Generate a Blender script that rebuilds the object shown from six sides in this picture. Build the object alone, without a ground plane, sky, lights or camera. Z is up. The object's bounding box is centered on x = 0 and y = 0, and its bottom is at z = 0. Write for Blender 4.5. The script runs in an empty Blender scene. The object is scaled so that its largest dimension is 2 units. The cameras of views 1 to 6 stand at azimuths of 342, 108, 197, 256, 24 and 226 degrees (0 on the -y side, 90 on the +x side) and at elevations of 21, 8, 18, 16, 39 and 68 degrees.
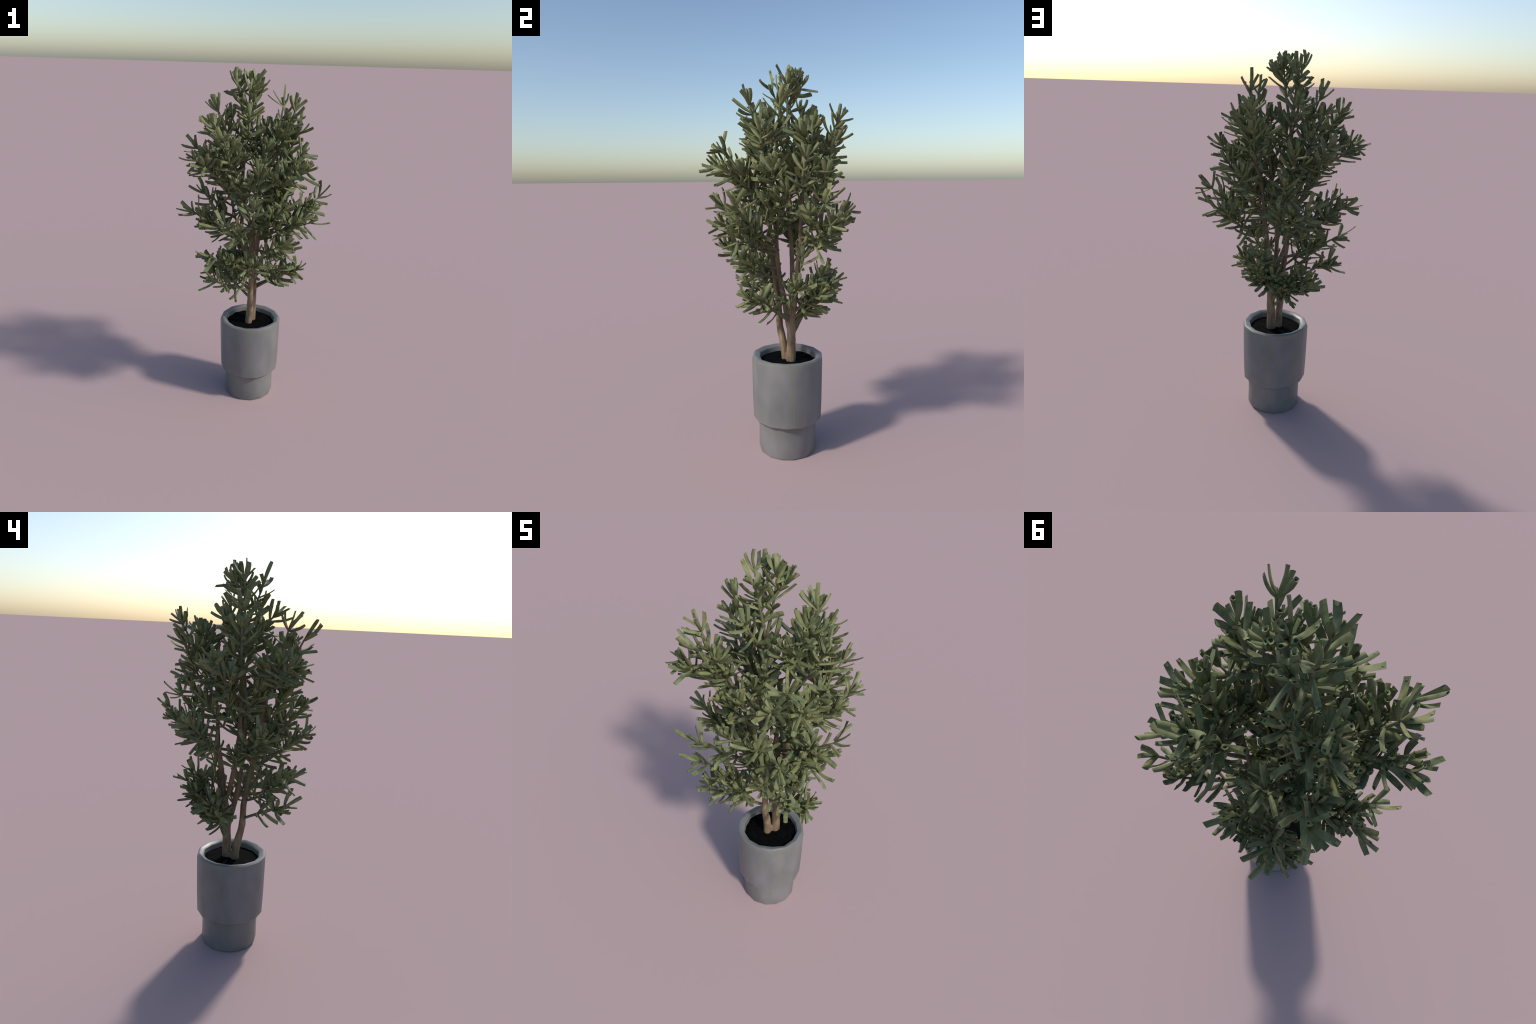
"""A small olive-like tree with several stems in a grey stepped pot."""
import bpy, bmesh, math, random
from mathutils import Vector, Matrix, noise

random.seed(7)
V = Vector

# ------------------------------------------------------------------ materials
def new_mat(name):
    m = bpy.data.materials.new(name)
    m.use_nodes = True
    nt = m.node_tree
    bsdf = nt.nodes["Principled BSDF"]
    return m, nt, bsdf

def N(nt, kind, **kw):
    n = nt.nodes.new(kind)
    for k, v in kw.items():
        if k.startswith("i_"):
            n.inputs[k[2:].replace("_", " ")].default_value = v
        else:
            setattr(n, k, v)
    return n

def ramp(nt, fac, stops):
    r = nt.nodes.new("ShaderNodeValToRGB")
    els = r.color_ramp.elements
    while len(els) < len(stops):
        els.new(0.5)
    for e, (p, c) in zip(els, stops):
        e.position = p
        e.color = (*c, 1)
    nt.links.new(fac, r.inputs[0])
    return r.outputs[0]

def mix(nt, fac, a, b, blend="MIX"):
    m = nt.nodes.new("ShaderNodeMix")
    m.data_type = "RGBA"
    m.blend_type = blend
    for sock, val in ((0, fac), (6, a), (7, b)):
        if hasattr(val, "is_linked"):
            nt.links.new(val, m.inputs[sock])
        elif sock == 0:
            m.inputs[0].default_value = val
        else:
            m.inputs[sock].default_value = (*val, 1)
    return m.outputs[2]

def math_node(nt, op, a, b=None, c=None):
    m = nt.nodes.new("ShaderNodeMath")
    m.operation = op
    for i, v in enumerate((a, b, c)):
        if v is None:
            continue
        if hasattr(v, "is_linked"):
            nt.links.new(v, m.inputs[i])
        else:
            m.inputs[i].default_value = v
    return m.outputs[0]

def noise_fac(nt, vec, scale, detail=3.0, rough=0.55):
    n = nt.nodes.new("ShaderNodeTexNoise")
    n.inputs["Scale"].default_value = scale
    n.inputs["Detail"].default_value = detail
    n.inputs["Roughness"].default_value = rough
    nt.links.new(vec, n.inputs["Vector"])
    return n.outputs["Fac"]

def bump(nt, bsdf, height, strength, dist):
    b = nt.nodes.new("ShaderNodeBump")
    b.inputs["Strength"].default_value = strength
    b.inputs["Distance"].default_value = dist
    nt.links.new(height, b.inputs["Height"])
    nt.links.new(b.outputs[0], bsdf.inputs["Normal"])

def leaf_material():
    m, nt, bsdf = new_mat("olive_leaf")
    tc = N(nt, "ShaderNodeTexCoord")
    oi = N(nt, "ShaderNodeObjectInfo")
    ge = N(nt, "ShaderNodeNewGeometry")
    # one random number per leaf, whether it is an object or an island of the joined foliage
    rnd = math_node(nt, "FRACT", math_node(nt, "ADD", oi.outputs["Random"], ge.outputs["Random Per Island"]))
    base = ramp(nt, rnd, [(0.0, (0.140, 0.158, 0.067)), (0.25, (0.186, 0.201, 0.087)),
                          (0.5, (0.150, 0.174, 0.089)), (0.75, (0.215, 0.221, 0.097)),
                          (1.0, (0.146, 0.170, 0.087))])
    # long soft streaks along the blade, shifted per leaf; bluish darks are painted-in shade
    shift = N(nt, "ShaderNodeCombineXYZ")
    for i in range(3):
        nt.links.new(rnd, shift.inputs[i])
    sc = N(nt, "ShaderNodeVectorMath", operation="SCALE")
    nt.links.new(shift.outputs[0], sc.inputs[0]); sc.inputs["Scale"].default_value = 9.0
    pos = N(nt, "ShaderNodeVectorMath", operation="ADD")
    nt.links.new(ge.outputs["Position"], pos.inputs[0]); nt.links.new(sc.outputs[0], pos.inputs[1])
    st = noise_fac(nt, pos.outputs[0], 40.0, 1.5)
    streak = ramp(nt, st, [(0.24, (0.50, 0.60, 0.64)), (0.50, (0.96, 0.98, 0.98)), (0.78, (1.26, 1.20, 1.10))])
    col = mix(nt, 1.0, base, streak, "MULTIPLY")
    # a few blades carry a tan, bark-coloured streak
    tn = noise_fac(nt, pos.outputs[0], 16.0, 2.0)
    tan_mask = ramp(nt, tn, [(0.64, (0, 0, 0)), (0.74, (0.6, 0.6, 0.6))])
    col = mix(nt, tan_mask, col, (0.215, 0.175, 0.112))
    nt.links.new(col, bsdf.inputs["Base Color"])
    bsdf.inputs["Roughness"].default_value = 0.62
    bsdf.inputs["Specular IOR Level"].default_value = 0.3
    bump(nt, bsdf, st, 0.15, 0.004)
    return m

def twig_material():
    m, nt, bsdf = new_mat("green_twig")
    tc = N(nt, "ShaderNodeTexCoord")
    f = noise_fac(nt, tc.outputs["Object"], 22.0)
    col = ramp(nt, f, [(0.32, (0.105, 0.115, 0.058)), (0.52, (0.140, 0.142, 0.072)), (0.7, (0.175, 0.135, 0.080))])
    nt.links.new(col, bsdf.inputs["Base Color"])
    bsdf.inputs["Roughness"].default_value = 0.7
    return m

def bark_material():
    m, nt, bsdf = new_mat("smooth_bark")
    tc = N(nt, "ShaderNodeTexCoord")
    mp = N(nt, "ShaderNodeMapping")
    mp.inputs["Scale"].default_value = (1, 1, 0.25)
    nt.links.new(tc.outputs["Object"], mp.inputs[0])
    f = noise_fac(nt, mp.outputs[0], 38.0, 4.0)
    col = ramp(nt, f, [(0.32, (0.105, 0.060, 0.038)), (0.45, (0.185, 0.118, 0.074)),
                       (0.58, (0.215, 0.158, 0.092)), (0.70, (0.310, 0.228, 0.145))])
    g = noise_fac(nt, tc.outputs["Object"], 11.0, 2.0)
    gm = ramp(nt, g, [(0.50, (0, 0, 0)), (0.68, (0.55, 0.55, 0.55))])
    col = mix(nt, gm, col, (0.165, 0.150, 0.085))
    nt.links.new(col, bsdf.inputs["Base Color"])
    bsdf.inputs["Roughness"].default_value = 0.75
    bump(nt, bsdf, f, 0.3, 0.006)
    return m

def pot_material(seam_angles, name):
    """Grey cast pot with thin mossy seam lines at given compass angles."""
    m, nt, bsdf = new_mat(name)
    tc = N(nt, "ShaderNodeTexCoord")
    sep = N(nt, "ShaderNodeSeparateXYZ")
    nt.links.new(tc.outputs["Object"], sep.inputs[0])
    mp = N(nt, "ShaderNodeMapping")
    mp.inputs["Scale"].default_value = (1, 1, 0.6)
    nt.links.new(tc.outputs["Object"], mp.inputs[0])
    f = noise_fac(nt, mp.outputs[0], 9.0, 2.0)
    col = ramp(nt, f, [(0.32, (0.142, 0.146, 0.143)), (0.5, (0.168, 0.168, 0.166)), (0.70, (0.196, 0.190, 0.194))])
    ang = math_node(nt, "ARCTAN2", sep.outputs[1], sep.outputs[0])
    wob = math_node(nt, "MULTIPLY", math_node(nt, "SUBTRACT", noise_fac(nt, tc.outputs["Object"], 18.0, 2.0), 0.5), 0.06)
    ang = math_node(nt, "ADD", ang, wob)
    total = None
    for a in seam_angles:
        d = math_node(nt, "ABSOLUTE", math_node(nt, "SUBTRACT", ang, math.radians(a)))
        line = math_node(nt, "SUBTRACT", 1.0, math_node(nt, "MINIMUM", math_node(nt, "DIVIDE", d, 0.028), 1.0))
        total = line if total is None else math_node(nt, "MAXIMUM", total, line)
    brk = noise_fac(nt, tc.outputs["Object"], 30.0, 3.0)
    mask = math_node(nt, "MULTIPLY", total, math_node(nt, "MULTIPLY", brk, 1.5))
    # thin moss along the rim and step edges
    col = mix(nt, math_node(nt, "MINIMUM", mask, 0.85), col, (0.185, 0.178, 0.085))
    rim = None
    for h, w in ((0.509, 0.010), (0.188, 0.007), (0.170, 0.006)):
        d = math_node(nt, "ABSOLUTE", math_node(nt, "SUBTRACT", sep.outputs[2], h))
        line = math_node(nt, "SUBTRACT", 1.0, math_node(nt, "MINIMUM", math_node(nt, "DIVIDE", d, w), 1.0))
        rim = line if rim is None else math_node(nt, "MAXIMUM", rim, line)
    rim = math_node(nt, "MULTIPLY", rim, math_node(nt, "MULTIPLY", brk, 0.9))
    col = mix(nt, rim, col, (0.190, 0.188, 0.125))
    nt.links.new(col, bsdf.inputs["Base Color"])
    bsdf.inputs["Roughness"].default_value = 0.42
    bsdf.inputs["Specular IOR Level"].default_value = 0.45
    return m

def soil_material():
    m, nt, bsdf = new_mat("black_soil")
    tc = N(nt, "ShaderNodeTexCoord")
    f = noise_fac(nt, tc.outputs["Object"], 45.0, 5.0, 0.7)
    col = ramp(nt, f, [(0.35, (0.0015, 0.0015, 0.0018)), (0.6, (0.004, 0.004, 0.004)), (0.8, (0.02, 0.02, 0.014))])
    nt.links.new(col, bsdf.inputs["Base Color"])
    bsdf.inputs["Roughness"].default_value = 0.9
    bsdf.inputs["Specular IOR Level"].default_value = 0.04
    bump(nt, bsdf, f, 0.4, 0.01)
    return m

LEAF, TWIG, BARK, SOIL = leaf_material(), twig_material(), bark_material(), soil_material()

# ------------------------------------------------------------------ helpers
def make_obj(name, mesh, parent=None, mat=None):
    ob = bpy.data.objects.new(name, mesh)
    bpy.context.scene.collection.objects.link(ob)
    if parent is not None:
        ob.parent = parent
    if mat is not None and not mesh.materials:
        mesh.materials.append(mat)
    return ob

def smooth(mesh, angle=None):
    for p in mesh.polygons:
        p.use_smooth = True
    if angle is not None:
        mesh.set_sharp_from_angle(angle=math.radians(angle))

def catmull(pts, n):
    """n samples per span through control points (tuples of any length)."""
    P = [tuple(2*a-b for a, b in zip(pts[0], pts[1]))] + list(pts) + [tuple(2*a-b for a, b in zip(pts[-1], pts[-2]))]
    out = []
    for i in range(1, len(P)-2):
        p0, p1, p2, p3 = P[i-1:i+3]
        for k in range(n):
            t = k/n
            out.append(tuple(0.5*(2*b + (c-a)*t + (2*a-5*b+4*c-d)*t*t + (3*b-a-3*c+d)*t**3)
                             for a, b, c, d in zip(p0, p1, p2, p3)))
    out.append(tuple(pts[-1]))
    return out

def frames(path):
    """Parallel-transported frames along a list of Vectors."""
    res, ref = [], None
    for i, p in enumerate(path):
        t = (path[min(i+1, len(path)-1)] - path[max(i-1, 0)]).normalized()
        if ref is None:
            ref = t.orthogonal().normalized()
        ref = (ref - t*ref.dot(t)).normalized()
        res.append((p, t, ref.copy(), t.cross(ref)))
    return res

def tube(bm, path, radii, sides=7, lump=0.0):
    rings = []
    for (p, t, u, v), r in zip(frames(path), radii):
        ring = []
        for k in range(sides):
            a = 2*math.pi*k/sides
            d = u*math.cos(a) + v*math.sin(a)
            rr = r*(1 + lump*noise.noise((p + d*r)*28))
            ring.append(bm.verts.new(p + d*rr))
        rings.append(ring)
    for a, b in zip(rings, rings[1:]):
        for k in range(sides):
            bm.faces.new((a[k], a[(k+1) % sides], b[(k+1) % sides], b[k]))
    bm.faces.new(rings[0][::-1]); bm.faces.new(rings[-1])

# ------------------------------------------------------------------ the thing
tree = bpy.data.objects.new("potted_tree", None)
bpy.context.scene.collection.objects.link(tree)
tree["label"] = "small grey-green olive tree with several stems in a stepped grey pot"
tree["category"] = "potted plant"

# ------------------------------------------------------------------ pot
PX, PY = 0.0212, 0.0185          # the pot's axis
def lathe(name, profile, sides, mat, parent, turn=0.0, wob=0.0, seed=0, cap_bottom=True, uneven=0.0):
    """Faceted body of revolution; profile = [(radius, z)]."""
    bm = bmesh.new()
    rng = random.Random(seed)
    wobble = [rng.uniform(-wob, wob) for _ in range(sides)]
    rings = []
    lip = [rng.uniform(-1, 1) for _ in range(sides)]
    for j, (r, z) in enumerate(profile):
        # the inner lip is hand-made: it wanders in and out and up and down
        loose = max(0, j-(len(profile)-4))*uneven
        off = [w + loose*lip[k] for k, w in enumerate(wobble)]
        rings.append([bm.verts.new(((r+off[k])*math.cos(turn+2*math.pi*k/sides),
                                    (r+off[k])*math.sin(turn+2*math.pi*k/sides), z + .4*loose*lip[k-2])) for k in range(sides)])
    for a, b in zip(rings, rings[1:]):
        for k in range(sides):
            bm.faces.new((a[k], a[(k+1) % sides], b[(k+1) % sides], b[k]))
    if cap_bottom:
        bm.faces.new(rings[0][::-1])
    me = bpy.data.meshes.new(name)
    bm.to_mesh(me); bm.free()
    smooth(me, 34)
    ob = make_obj(name, me, parent, mat)
    ob.location = (PX, PY, 0)
    return ob

pot = lathe("pot", [(0.150, 0.173), (0.171, 0.174), (0.182, 0.186), (0.1855, 0.30), (0.188, 0.508),
                    (0.185, 0.519), (0.176, 0.525), (0.162, 0.523), (0.151, 0.514), (0.143, 0.470)],
            14, pot_material((-48, 26, 92, 150, -110), "grey_pot"), tree, 0.22, 0.0015, 3, uneven=.0024)
lathe("pot_foot", [(0.150, 0.0), (0.153, 0.010), (0.152, 0.09), (0.1535, 0.178)],
      14, pot_material((-62, 8, 70, 165, -140), "grey_pot_foot"), pot, 0.05, 0.001, 4).location = (0, 0, 0)

def build_soil():
    bm = bmesh.new()
    rings = []
    for j, r in enumerate((0.03, 0.06, 0.09, 0.12, 0.152)):
        ring = []
        for k in range(28):
            a = 2*math.pi*k/28
            p = V((r*math.cos(a), r*math.sin(a), 0.494))
            p.z += 0.006*noise.noise(p*22) - 0.004*(r/0.15)
            ring.append(bm.verts.new(p))
        rings.append(ring)
    bm.faces.new(rings[0])
    for a, b in zip(rings, rings[1:]):
        for k in range(28):
            bm.faces.new((a[k], b[k], b[(k+1) % 28], a[(k+1) % 28]))
    low = [bm.verts.new((v.co.x, v.co.y, 0.475)) for v in rings[-1]]
    for k in range(28):
        bm.faces.new((rings[-1][k], low[k], low[(k+1) % 28], rings[-1][(k+1) % 28]))
    bm.faces.new(low[::-1])
    bmesh.ops.recalc_face_normals(bm, faces=bm.faces)
    me = bpy.data.meshes.new("soil")
    bm.to_mesh(me); bm.free(); smooth(me)
    ob = make_obj("soil", me, pot, SOIL)
build_soil()

# ------------------------------------------------------------------ stems: (x, y, z, radius) control points
STEMS = {
    "front": [(.006, .008, .470, .0235), (.008, .002, .53, .0225), (.009, -.012, .60, .0205), (.004, -.029, .69, .0185),
              (.005, -.033, .80, .0165), (-.003, -.049, .90, .016), (-.008, -.064, 1.0, .0145), (-.016, -.080, 1.1, .013),
              (-.040, -.090, 1.22, .0115), (-.085, -.102, 1.35, .010), (-.125, -.106, 1.45, .0085)],
    "back": [(.036, .042, .470, .0265), (.038, .044, .54, .0250), (.042, .046, .63, .0240), (.045, .048, .72, .021),
             (.046, .060, .80, .018), (.050, .074, .90, .016), (.056, .086, 1.0, .0155), (.066, .100, 1.1, .0135),
             (.075, .104, 1.2, .011), (.085, .110, 1.32, .009), (.095, .115, 1.45, .0075)],
    "crossing": [(.048, .040, .66, .016), (.046, .026, .72, .0155), (.036, .010, .80, .015), (.037, -.009, .90, .0135),
                 (.040, -.024, 1.0, .0125), (.048, -.030, 1.12, .0115), (.066, -.034, 1.25, .010), (.088, -.036, 1.38, .009),
                 (.105, -.030, 1.50, .0075)],
    "leader": [(.040, .056, .82, .013), (.005, .042, .90, .0135), (-.030, .033, 1.0, .013), (-.044, .024, 1.1, .0125),
               (-.045, .014, 1.2, .0115), (-.046, .012, 1.32, .011), (-.045, .012, 1.45, .010), (-.034, .010, 1.56, .009),
               (-.026, .010, 1.64, .008)],
}
def build_trunk():
    bm = bmesh.new()
    for pts in STEMS.values():
        s = catmull(pts, 4)
        tube(bm, [V(p[:3]) for p in s], [p[3] for p in s], 10, 0.16)
    me = bpy.data.meshes.new("trunk")
    bm.to_mesh(me); bm.free()
    ob = make_obj("trunk", me, tree, BARK)
    md = ob.modifiers.new("fuse", "REMESH")
    md.mode = "VOXEL"; md.voxel_size = 0.0042; md.use_smooth_shade = True
    sm = ob.modifiers.new("soften", "SMOOTH"); sm.iterations = 4; sm.factor = 0.5
    dg = bpy.context.evaluated_depsgraph_get()
    me2 = bpy.data.meshes.new_from_object(ob.evaluated_get(dg))
    ob.modifiers.clear(); ob.data = me2; me2.name = "trunk"
    if not me2.materials:
        me2.materials.append(BARK)
    smooth(me2)
build_trunk()

# ------------------------------------------------------------------ leaf blades: blunt, folded, hollow-ended
def leaf_mesh(i):
    """Unit leaf along +y, blade width along x, upper side +z; length 1."""
    rng = random.Random(100+i)
    bm = bmesh.new()
    gutter = rng.choice((-0.9, -0.2, 0.35, 0.6, 0.75))     # convex bar ... open channel
    thick = rng.uniform(0.62, 0.95)
    bend = rng.uniform(-0.14, 0.20)
    side = rng.uniform(-0.07, 0.07)
    twist = rng.uniform(-0.5, 0.5)
    taper = rng.uniform(0.78, 1.02)
    skew = rng.uniform(-0.05, 0.05)
    W = 0.105
    rows = [(0.0, .50), (.12, .62), (.3, .84), (.5, .98), (.7, 1.04), (.86, 1.0), (1.0, taper)]
    n = 5
    rings = []
    for t, w in rows:
        hw = W*w*rng.uniform(.95, 1.05)
        th = hw*thick
        g = -0.9 + (gutter+0.9)*min(1, max(0, (t-.15)/.5))
        tw = twist*t
        ring = []
        under = [(-1 + 2*k/(n-1)) for k in range(n)]
        pts = []
        for x in under:                                   # underside, left to right
            pts.append((x*hw, -th*math.sqrt(max(0, 1-(x*.93)**2))))
        for x in under[::-1][1:-1]:                       # upper side, right to left
            pts.append((x*hw*.86, -g*th*math.sqrt(max(0, 1-(x*.9)**2)) + (0.0 if g < 0 else th*.12)))
        cx, cz = side*math.sin(t*math.pi), bend*t*t
        for x, z in pts:
            xr, zr = x*math.cos(tw)-z*math.sin(tw), x*math.sin(tw)+z*math.cos(tw)
            ring.append(bm.verts.new((cx+xr, t + (skew*x/W if t == 1 else 0), cz+zr)))
        rings.append(ring)
    m = len(rings[0])
    for a, b in zip(rings, rings[1:]):
        for k in range(m):
            bm.faces.new((a[k], a[(k+1) % m], b[(k+1) % m], b[k]))
    bm.faces.new(rings[0][::-1])
    # hollow end: an inset ring pushed back into the blade
    c = sum((v.co for v in rings[-1]), V())/m
    inner = [bm.verts.new(c + (v.co-c)*.55 + V((0, -.03, 0))) for v in rings[-1]]
    deep = [bm.verts.new(c + (v.co-c)*.40 + V((0, -.12, 0))) for v in rings[-1]]
    lip = rings[-1]
    for a, b in ((lip, inner), (inner, deep)):
        for k in range(m):
            bm.faces.new((a[k], a[(k+1) % m], b[(k+1) % m], b[k]))
    bm.faces.new(deep)
    bmesh.ops.recalc_face_normals(bm, faces=bm.faces)
    me = bpy.data.meshes.new("leaf")
    bm.to_mesh(me); bm.free()
    smooth(me, 48)
    me.materials.append(LEAF)
    return me
LEAF_MESHES = [leaf_mesh(i) for i in range(14)]

# ------------------------------------------------------------------ shoots, by the stem that bears them:
# (height where the shoot leaves its stem, end node, sag of the middle, bare fraction)
SHOOTS = {}
SHOOTS["front"] = [
    (1.30, (0.040, -0.130, 1.590), 0.03, 0.40),
    (1.44, (-0.255, -0.150, 1.715), 0.03, 0.25),
    (1.43, (-0.215, -0.232, 1.655), 0.03, 0.25),
    (1.42, (-0.150, -0.190, 1.600), 0.03, 0.30),
    (1.40, (-0.275, -0.112, 1.554), 0.03, 0.30),
    (1.42, (-0.345, -0.145, 1.545), 0.03, 0.30),
    (1.25, (-0.020, -0.240, 1.470), 0.04, 0.30),
    (1.18, (-0.120, -0.190, 1.420), 0.04, 0.30),
    (1.10, (-0.069, -0.290, 1.320), 0.03, 0.35),
    (1.05, (-0.213, -0.260, 1.210), 0.03, 0.35),
    (0.90, (-0.279, -0.186, 1.024), 0.02, 0.45),
    (0.85, (-0.080, -0.240, 0.965), 0.02, 0.30),
    (0.82, (-0.150, -0.130, 0.930), 0.01, 0.30),
    (0.72, (-0.235, -0.190, 0.869), -0.01, 0.35),
]
SHOOTS["back"] = [
    (0.70, (-0.120, 0.140, 0.865), 0.00, 0.40),
    (0.68, (-0.185, 0.168, 0.865), -0.01, 0.45),
    (0.98, (0.120, 0.130, 1.060), 0.02, 0.30),
    (0.80, (0.060, 0.225, 0.975), 0.01, 0.40),
    (0.72, (0.210, -0.080, 0.845), 0.00, 0.40),
    (0.76, (0.150, 0.070, 0.885), 0.00, 0.40),
    (0.66, (-0.110, 0.170, 0.790), -0.01, 0.45),
    (0.72, (0.020, 0.200, 0.840), 0.00, 0.40),
    (1.42, (0.080, 0.285, 1.705), 0.04, 0.25),
    (1.40, (0.185, 0.190, 1.665), 0.03, 0.25),
    (1.42, (0.130, 0.180, 1.660), 0.02, 0.30),
    (1.36, (0.075, 0.280, 1.620), 0.04, 0.30),
    (1.34, (0.277, 0.177, 1.530), 0.04, 0.30),
    (1.36, (0.130, 0.080, 1.530), 0.03, 0.30),
    (1.27, (0.210, 0.256, 1.459), 0.04, 0.30),
    (1.18, (0.300, 0.270, 1.330), 0.05, 0.30),
    (1.15, (0.285, 0.335, 1.270), 0.05, 0.30),
    (1.12, (0.200, 0.320, 1.220), 0.05, 0.30),
    (0.76, (0.045, 0.255, 0.925), 0.01, 0.35),
    (0.76, (-0.030, 0.225, 0.880), 0.00, 0.35),
    (0.70, (0.263, -0.112, 0.872), -0.01, 0.35),
    (0.75, (0.095, 0.200, 0.865), 0.00, 0.35),
    (0.62, (-0.190, 0.138, 0.815), -0.02, 0.45),
]
SHOOTS["crossing"] = [
    (1.22, (0.210, 0.070, 1.370), 0.04, 0.40),
    (0.98, (0.100, -0.280, 1.090), 0.02, 0.40),
    (1.12, (0.085, -0.310, 1.310), 0.03, 0.40),
    (1.48, (0.188, 0.035, 1.800), 0.02, 0.25),
    (1.48, (0.200, -0.115, 1.785), 0.02, 0.25),
    (1.42, (0.275, -0.040, 1.690), 0.03, 0.30),
    (1.48, (0.115, -0.110, 1.660), 0.02, 0.30),
    (1.36, (0.191, -0.257, 1.577), 0.03, 0.30),
    (1.34, (0.146, -0.305, 1.508), 0.03, 0.30),
    (1.38, (0.300, 0.030, 1.500), 0.04, 0.30),
    (1.34, (0.243, -0.215, 1.482), 0.03, 0.30),
    (1.22, (0.120, -0.150, 1.400), 0.04, 0.30),
    (1.14, (0.190, -0.040, 1.330), 0.04, 0.30),
    (1.10, (0.362, -0.128, 1.310), 0.02, 0.35),
    (1.10, (0.090, -0.010, 1.270), 0.02, 0.35),
    (1.08, (0.305, -0.145, 1.235), 0.01, 0.40),
    (1.05, (0.172, -0.265, 1.214), 0.03, 0.35),
    (1.05, (0.030, -0.200, 1.200), 0.03, 0.35),
    (1.08, (0.303, -0.165, 1.175), 0.01, 0.40),
    (0.93, (0.178, -0.150, 1.026), 0.02, 0.40),
    (0.82, (0.140, -0.140, 0.900), 0.00, 0.35),
]
SHOOTS["leader"] = [
    (1.00, (-0.150, 0.050, 1.100), 0.02, 0.35),
    (1.04, (-0.280, -0.045, 1.205), 0.02, 0.45),
    (1.58, (-0.090, 0.100, 1.735), 0.02, 0.35),
    (1.63, (-0.086, 0.024, 1.925), 0.00, 0.50),
    (1.63, (0.016, 0.018, 1.922), 0.00, 0.50),
    (1.64, (-0.038, -0.072, 1.885), 0.01, 0.35),
    (1.46, (-0.188, 0.042, 1.790), 0.03, 0.30),
    (1.60, (-0.058, -0.125, 1.755), 0.03, 0.25),
    (1.38, (-0.210, 0.055, 1.700), 0.04, 0.30),
    (1.54, (0.020, -0.020, 1.640), 0.01, 0.30),
    (1.36, (-0.272, 0.180, 1.555), 0.04, 0.30),
    (1.36, (-0.108, 0.196, 1.507), 0.04, 0.30),
    (1.34, (-0.078, 0.100, 1.500), 0.03, 0.30),
    (1.28, (-0.190, -0.030, 1.420), 0.04, 0.30),
    (1.24, (-0.120, 0.090, 1.360), 0.04, 0.30),
    (1.18, (-0.060, 0.190, 1.360), 0.04, 0.30),
    (1.06, (-0.335, -0.015, 1.237), 0.03, 0.35),
    (1.10, (-0.047, 0.255, 1.235), 0.04, 0.35),
    (1.05, (-0.215, 0.272, 1.272), 0.03, 0.35),
]


# Tips of leaves that stand out clear of the crown; each grows from the nearest shoot.
CROWN_TIPS = [
    (-0.092, 0.012, 1.999), (0.015, 0.017, 1.995), (-0.088, -0.091, 1.992), (-0.126, 0.015, 1.979), (-0.091, 0.081, 1.974),
    (-0.044, 0.041, 1.968), (-0.034, 0.079, 1.962), (0.047, 0.048, 1.960), (0.068, 0.070, 1.950), (0.010, -0.131, 1.926),
    (0.038, -0.109, 1.926), (0.190, 0.004, 1.912), (0.065, 0.079, 1.908), (0.034, -0.073, 1.898), (-0.142, 0.069, 1.883),
    (0.194, -0.154, 1.879), (-0.054, -0.124, 1.877), (0.130, 0.069, 1.874), (0.229, 0.063, 1.863), (0.104, 0.060, 1.860),
    (0.149, -0.145, 1.856), (-0.228, 0.028, 1.852), (-0.192, 0.081, 1.851), (0.241, -0.092, 1.847), (0.255, -0.137, 1.845),
    (-0.095, -0.097, 1.842), (0.210, 0.086, 1.839), (-0.253, 0.041, 1.818), (0.149, -0.083, 1.816), (-0.002, -0.197, 1.806),
    (0.137, -0.117, 1.796), (-0.048, 0.146, 1.793), (0.270, -0.021, 1.781), (-0.144, -0.174, 1.779), (-0.267, -0.175, 1.778),
    (-0.238, -0.122, 1.774), (0.022, 0.280, 1.763), (-0.305, -0.190, 1.756), (0.250, -0.149, 1.754), (-0.277, -0.268, 1.750),
    (-0.263, 0.076, 1.748), (0.216, 0.210, 1.747), (0.047, 0.016, 1.745), (0.173, 0.187, 1.728), (-0.283, 0.074, 1.720),
    (-0.261, -0.306, 1.717), (0.247, -0.127, 1.715), (-0.303, -0.171, 1.709), (-0.311, -0.197, 1.709), (0.327, -0.038, 1.701),
    (0.255, 0.245, 1.691), (-0.323, -0.161, 1.683), (0.210, 0.123, 1.680), (-0.287, -0.258, 1.675), (0.186, -0.244, 1.672),
    (-0.296, 0.060, 1.652), (0.270, 0.126, 1.639), (0.283, 0.031, 1.639), (-0.149, -0.300, 1.633), (0.204, 0.328, 1.619),
    (-0.323, 0.250, 1.618),
]
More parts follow.
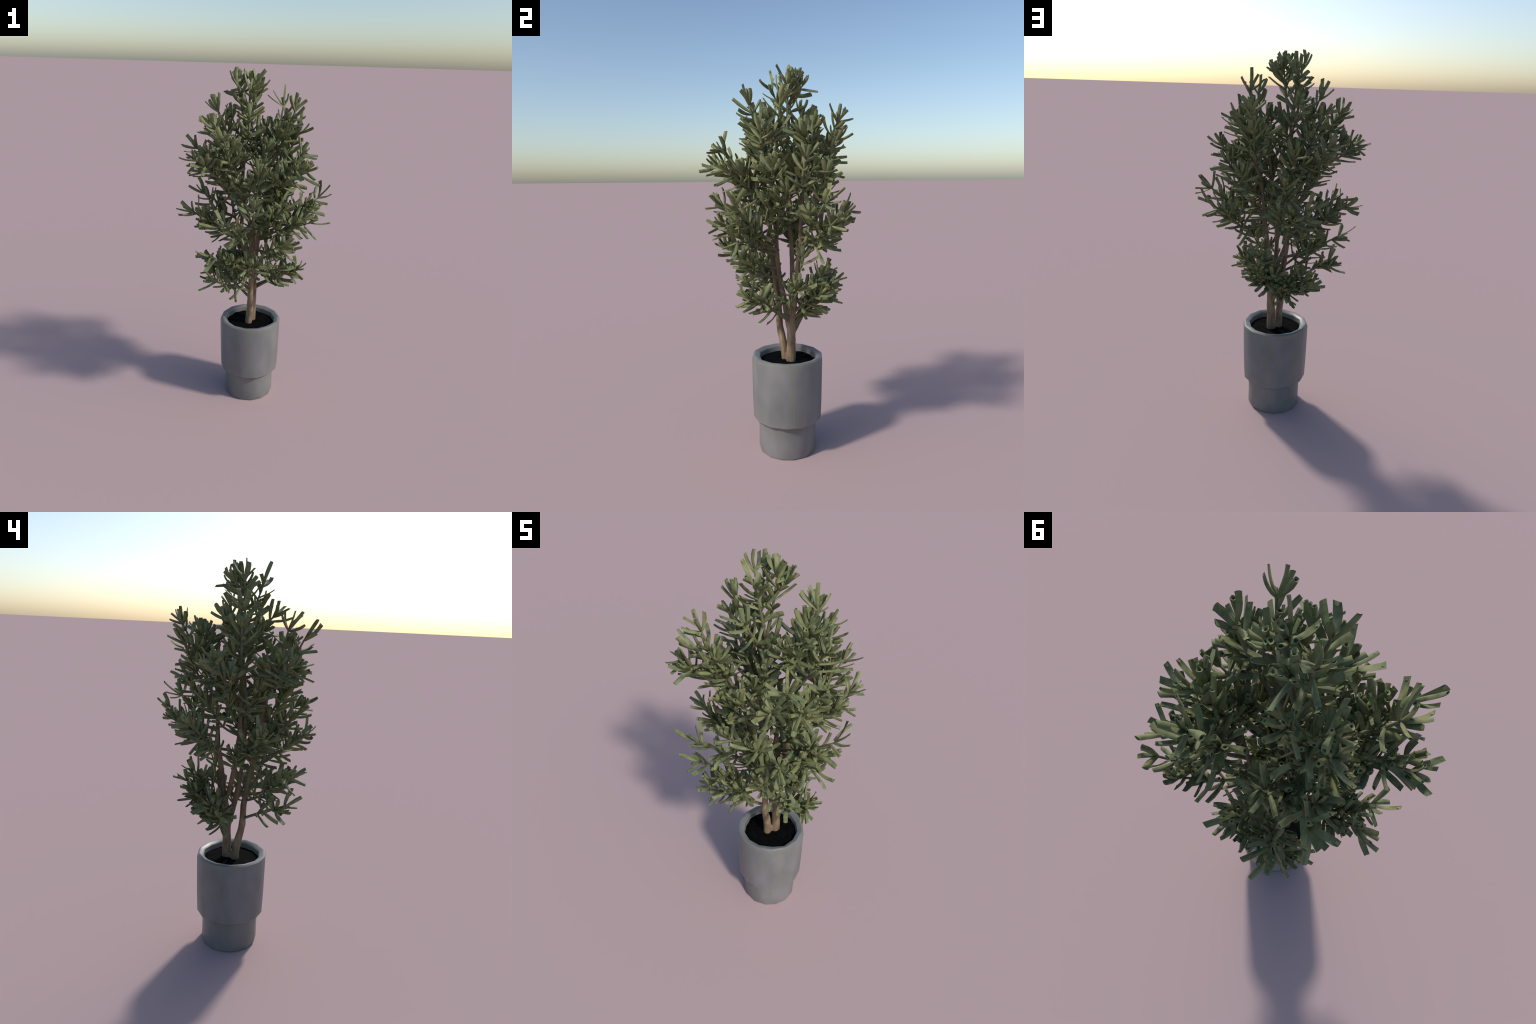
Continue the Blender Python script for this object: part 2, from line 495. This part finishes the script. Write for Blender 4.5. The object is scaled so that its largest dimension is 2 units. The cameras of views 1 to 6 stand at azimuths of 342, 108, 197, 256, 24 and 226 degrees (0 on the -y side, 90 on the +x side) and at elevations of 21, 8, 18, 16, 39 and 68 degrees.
MIDDLE_TIPS = [
    (0.287, 0.247, 1.588), (0.274, -0.286, 1.581), (0.366, 0.171, 1.573), (-0.369, 0.163, 1.569), (-0.379, -0.231, 1.562),
    (0.259, -0.305, 1.554), (-0.426, -0.125, 1.548), (-0.345, 0.259, 1.548), (0.311, 0.246, 1.538), (-0.347, 0.187, 1.526),
    (-0.080, -0.303, 1.525), (0.029, 0.326, 1.515), (-0.396, -0.159, 1.514), (-0.351, -0.146, 1.510), (-0.392, -0.194, 1.502),
    (-0.365, -0.171, 1.495), (-0.330, 0.193, 1.491), (0.318, 0.204, 1.482), (0.148, -0.406, 1.478), (0.245, -0.323, 1.470),
    (0.303, 0.234, 1.438), (0.306, -0.248, 1.403), (0.316, 0.365, 1.391), (0.408, -0.073, 1.391), (0.357, 0.283, 1.386),
    (0.423, -0.143, 1.386), (0.386, 0.231, 1.376), (-0.233, 0.314, 1.358), (0.001, -0.402, 1.353), (0.399, -0.014, 1.352),
    (0.436, -0.148, 1.330), (0.336, -0.087, 1.328), (-0.293, -0.015, 1.327), (0.263, -0.089, 1.322), (0.256, 0.401, 1.309),
    (-0.231, -0.268, 1.308), (-0.224, 0.328, 1.300), (0.298, -0.122, 1.299), (0.359, 0.321, 1.295), (-0.251, -0.203, 1.290),
    (-0.394, 0.022, 1.287), (0.251, 0.379, 1.281), (0.402, -0.170, 1.274), (0.264, -0.107, 1.271), (-0.394, -0.038, 1.270),
    (-0.229, 0.358, 1.248), (-0.356, -0.254, 1.226), (0.393, -0.171, 1.223), (-0.158, 0.337, 1.220), (-0.402, -0.043, 1.218),
    (0.007, 0.357, 1.217), (0.342, 0.306, 1.199), (-0.410, 0.011, 1.198), (0.282, 0.365, 1.197), (0.216, -0.337, 1.185),
    (-0.324, -0.105, 1.179), (-0.249, -0.287, 1.175), (0.403, -0.226, 1.172),
]
LOWER_TIPS = [
    (0.185, -0.327, 1.142), (0.244, 0.229, 1.132), (0.195, 0.305, 1.126), (-0.284, -0.260, 1.075), (0.359, -0.157, 1.074),
    (-0.370, -0.233, 1.072), (-0.216, -0.152, 1.059), (-0.318, -0.252, 1.006), (0.226, -0.182, 0.958), (-0.011, 0.206, 0.958),
    (0.084, 0.310, 0.953), (-0.310, -0.206, 0.946), (0.266, -0.072, 0.944), (-0.146, -0.313, 0.939), (-0.242, -0.268, 0.908),
    (0.324, -0.126, 0.900), (-0.279, -0.184, 0.887), (0.126, 0.281, 0.866), (-0.230, 0.070, 0.863), (0.261, -0.022, 0.859),
    (-0.194, -0.261, 0.848), (-0.189, 0.263, 0.831), (0.041, 0.311, 0.825), (-0.252, -0.175, 0.823), (0.074, 0.260, 0.823),
    (0.207, 0.092, 0.819), (0.284, -0.159, 0.819), (-0.173, -0.226, 0.816), (-0.242, 0.050, 0.816), (-0.220, -0.218, 0.813),
    (0.255, -0.143, 0.798), (0.160, -0.107, 0.789), (-0.207, 0.171, 0.788), (0.036, 0.235, 0.756),
]

leaves = []          # (length, width, matrix, mesh index, shoot object)
def add_leaf(base, tip, width, shoot, up_hint, rng):
    y = tip - base
    L = y.length
    y.normalize()
    x = y.cross(up_hint)
    if x.length < 1e-3:
        x = y.orthogonal()
    x.normalize()
    z = x.cross(y)
    roll = rng.gauss(0, .45)
    x, z = x*math.cos(roll)+z*math.sin(roll), z*math.cos(roll)-x*math.sin(roll)
    k = width/0.21
    M = Matrix(((x.x*k, y.x*L, z.x*k, base.x), (x.y*k, y.y*L, z.y*k, base.y), (x.z*k, y.z*L, z.z*k, base.z), (0, 0, 0, 1)))
    leaves.append([L*width, M, rng.randrange(len(LEAF_MESHES)), shoot])

def on_stem(name, z):
    pts = STEMS[name]
    for a, b in zip(pts, pts[1:]):
        if a[2] <= z <= b[2]+1e-6:
            return V(a[:3]).lerp(V(b[:3]), (z-a[2])/(b[2]-a[2]))
    return V(pts[-1][:3])

shoot_data = []
for i, (stem, (zb, e, bow, bare)) in enumerate((n, q) for n in SHOOTS for q in SHOOTS[n]):
    b, e = on_stem(stem, zb), V(e)
    rng = random.Random(500+i)
    d = e-b
    midp = b.lerp(e, .5) + V((0, 0, -bow*.9)) + V((rng.uniform(-1, 1), rng.uniform(-1, 1), 0))*.008
    path = [V(p) for p in catmull([tuple(b), tuple(midp), tuple(e)], 8)]
    shoot_data.append(dict(path=path, bare=bare, rng=rng, tips=[], length=sum((q-p).length for p, q in zip(path, path[1:]))))

# hand the free-standing tips to the best shoot
for t in CROWN_TIPS + MIDDLE_TIPS + LOWER_TIPS:
    t = V(t)
    best = None
    for s in shoot_data:
        P = s["path"]
        for j in range(len(P)//2, len(P)):
            ax = (P[j]-P[j-1]).normalized()
            v = t-P[j]
            if v.length < 1e-4:
                continue
            cosang = v.normalized().dot(ax)
            cost = abs(v.length-.084) + (0.05*max(0, .45-cosang))
            if best is None or cost < best[0]:
                best = (cost, s, j)
    if best and best[0] < .09:
        best[1]["tips"].append((t, best[2]))

def grow(bm, P, r0, bare, rng, ob, tips=()):
    """One twig along path P with opposite pairs of leaves and a tuft at its end."""
    n = len(P)
    tube(bm, P, [r0*(1-.5*k/(n-1)) for k in range(n)], 6, .2)
    fr = frames(P)
    cum = [0]
    for p, q in zip(P, P[1:]):
        cum.append(cum[-1]+(q-p).length)
    total = cum[-1]
    known = []
    for t, j in tips:
        v = t-P[j]
        base = P[j] if v.length < .11 else t - v.normalized()*.11
        add_leaf(base, t, rng.uniform(.0175, .0235), ob, V((0, 0, 1)), rng)
        known.append(v.normalized())
    k0 = bare*total
    pos, turn = k0, rng.uniform(0, 6.28)
    while pos < total*.99:
        j = max(1, next(a for a, c in enumerate(cum) if c >= pos))
        f = (pos-cum[j-1])/max(1e-6, cum[j]-cum[j-1])
        p = P[j-1].lerp(P[j], f)
        _, t, u, v = fr[j]
        frac = (pos-k0)/max(1e-6, total-k0)
        for h in range(3 if rng.random() < .5 else 2):
            a = turn + (0, math.pi, math.pi/2)[h] + rng.gauss(0, .3)
            rad = u*math.cos(a)+v*math.sin(a)
            ang = math.radians(rng.uniform(46, 76) - 12*frac)
            d = (t*math.cos(ang) + rad*math.sin(ang) + V((0, 0, .12))).normalized()
            L = rng.uniform(.080, .114)
            if frac > .45 and any(d.dot(kd) > .88 for kd in known):
                continue
            add_leaf(p, p+d*L, rng.uniform(.0165, .0230), ob, t, rng)
        turn += math.pi/2 + rng.gauss(0, .25)
        pos += STEP*rng.uniform(.8, 1.25)
    _, t, u, v = fr[-1]
    need = 5
    for h in range(need):
        a = turn + h*2*math.pi/need + rng.gauss(0, .3)
        ang = math.radians(rng.uniform(12, 42))
        d = (t*math.cos(ang) + (u*math.cos(a)+v*math.sin(a))*math.sin(ang) + V((0, 0, .1))).normalized()
        if any(d.dot(kd) > .86 for kd in known):
            continue
        add_leaf(P[-1]-t*.004, P[-1]+d*rng.uniform(.055, .082), rng.uniform(.017, .0225), ob, V((0, 0, 1)), rng)

STEP = .035
for i, s in enumerate(shoot_data):
    P, rng = s["path"], s["rng"]
    bm = bmesh.new()
    ob = make_obj("shoot", bpy.data.meshes.new("shoot"), tree)
    grow(bm, P, .0045 + .0045*min(1, s["length"]/.3), max(s["bare"], .36), rng, ob, s["tips"])
    # short side twigs thicken the outer half into a clump
    side = rng.choice((-1, 1))
    for q in range(1 if s["length"] > .14 and rng.random() < .75 else 0):
        j = int(len(P)*rng.uniform(.48, .72))
        _, t, u, v = frames(P)[j]
        w = t.cross(V((0, 0, 1)))
        w = (w if w.length > .2 else u).normalized()
        d = (t*.8 + w*side*rng.uniform(.5, .95) + V((0, 0, rng.uniform(-.1, .45)))).normalized()
        side = -side
        L = rng.uniform(.055, .085)
        grow(bm, [P[j] + d*L*k/4 + V((0, 0, .10*L*(k/4)**2)) for k in range(5)], .0045, .35, rng, ob)
    bm.to_mesh(ob.data); bm.free(); smooth(ob.data)
    ob.data.materials.append(TWIG)

# the 300 largest leaves are objects of their own, the rest is joined foliage
leaves.sort(key=lambda l: -l[0])
for area, M, mi, sh in leaves[:300]:
    ob = make_obj("leaf", LEAF_MESHES[mi], sh)
    ob.matrix_world = M
bm = bmesh.new()
for area, M, mi, sh in leaves[300:]:
    tmp = LEAF_MESHES[mi].copy()
    tmp.transform(M)
    bm.from_mesh(tmp)
    bpy.data.meshes.remove(tmp)
me = bpy.data.meshes.new("foliage")
bm.to_mesh(me); bm.free()
smooth(me, 48)
fo = make_obj("foliage", me, tree, LEAF)
fo["kind"] = "stuff"
print("leaves:", len(leaves))
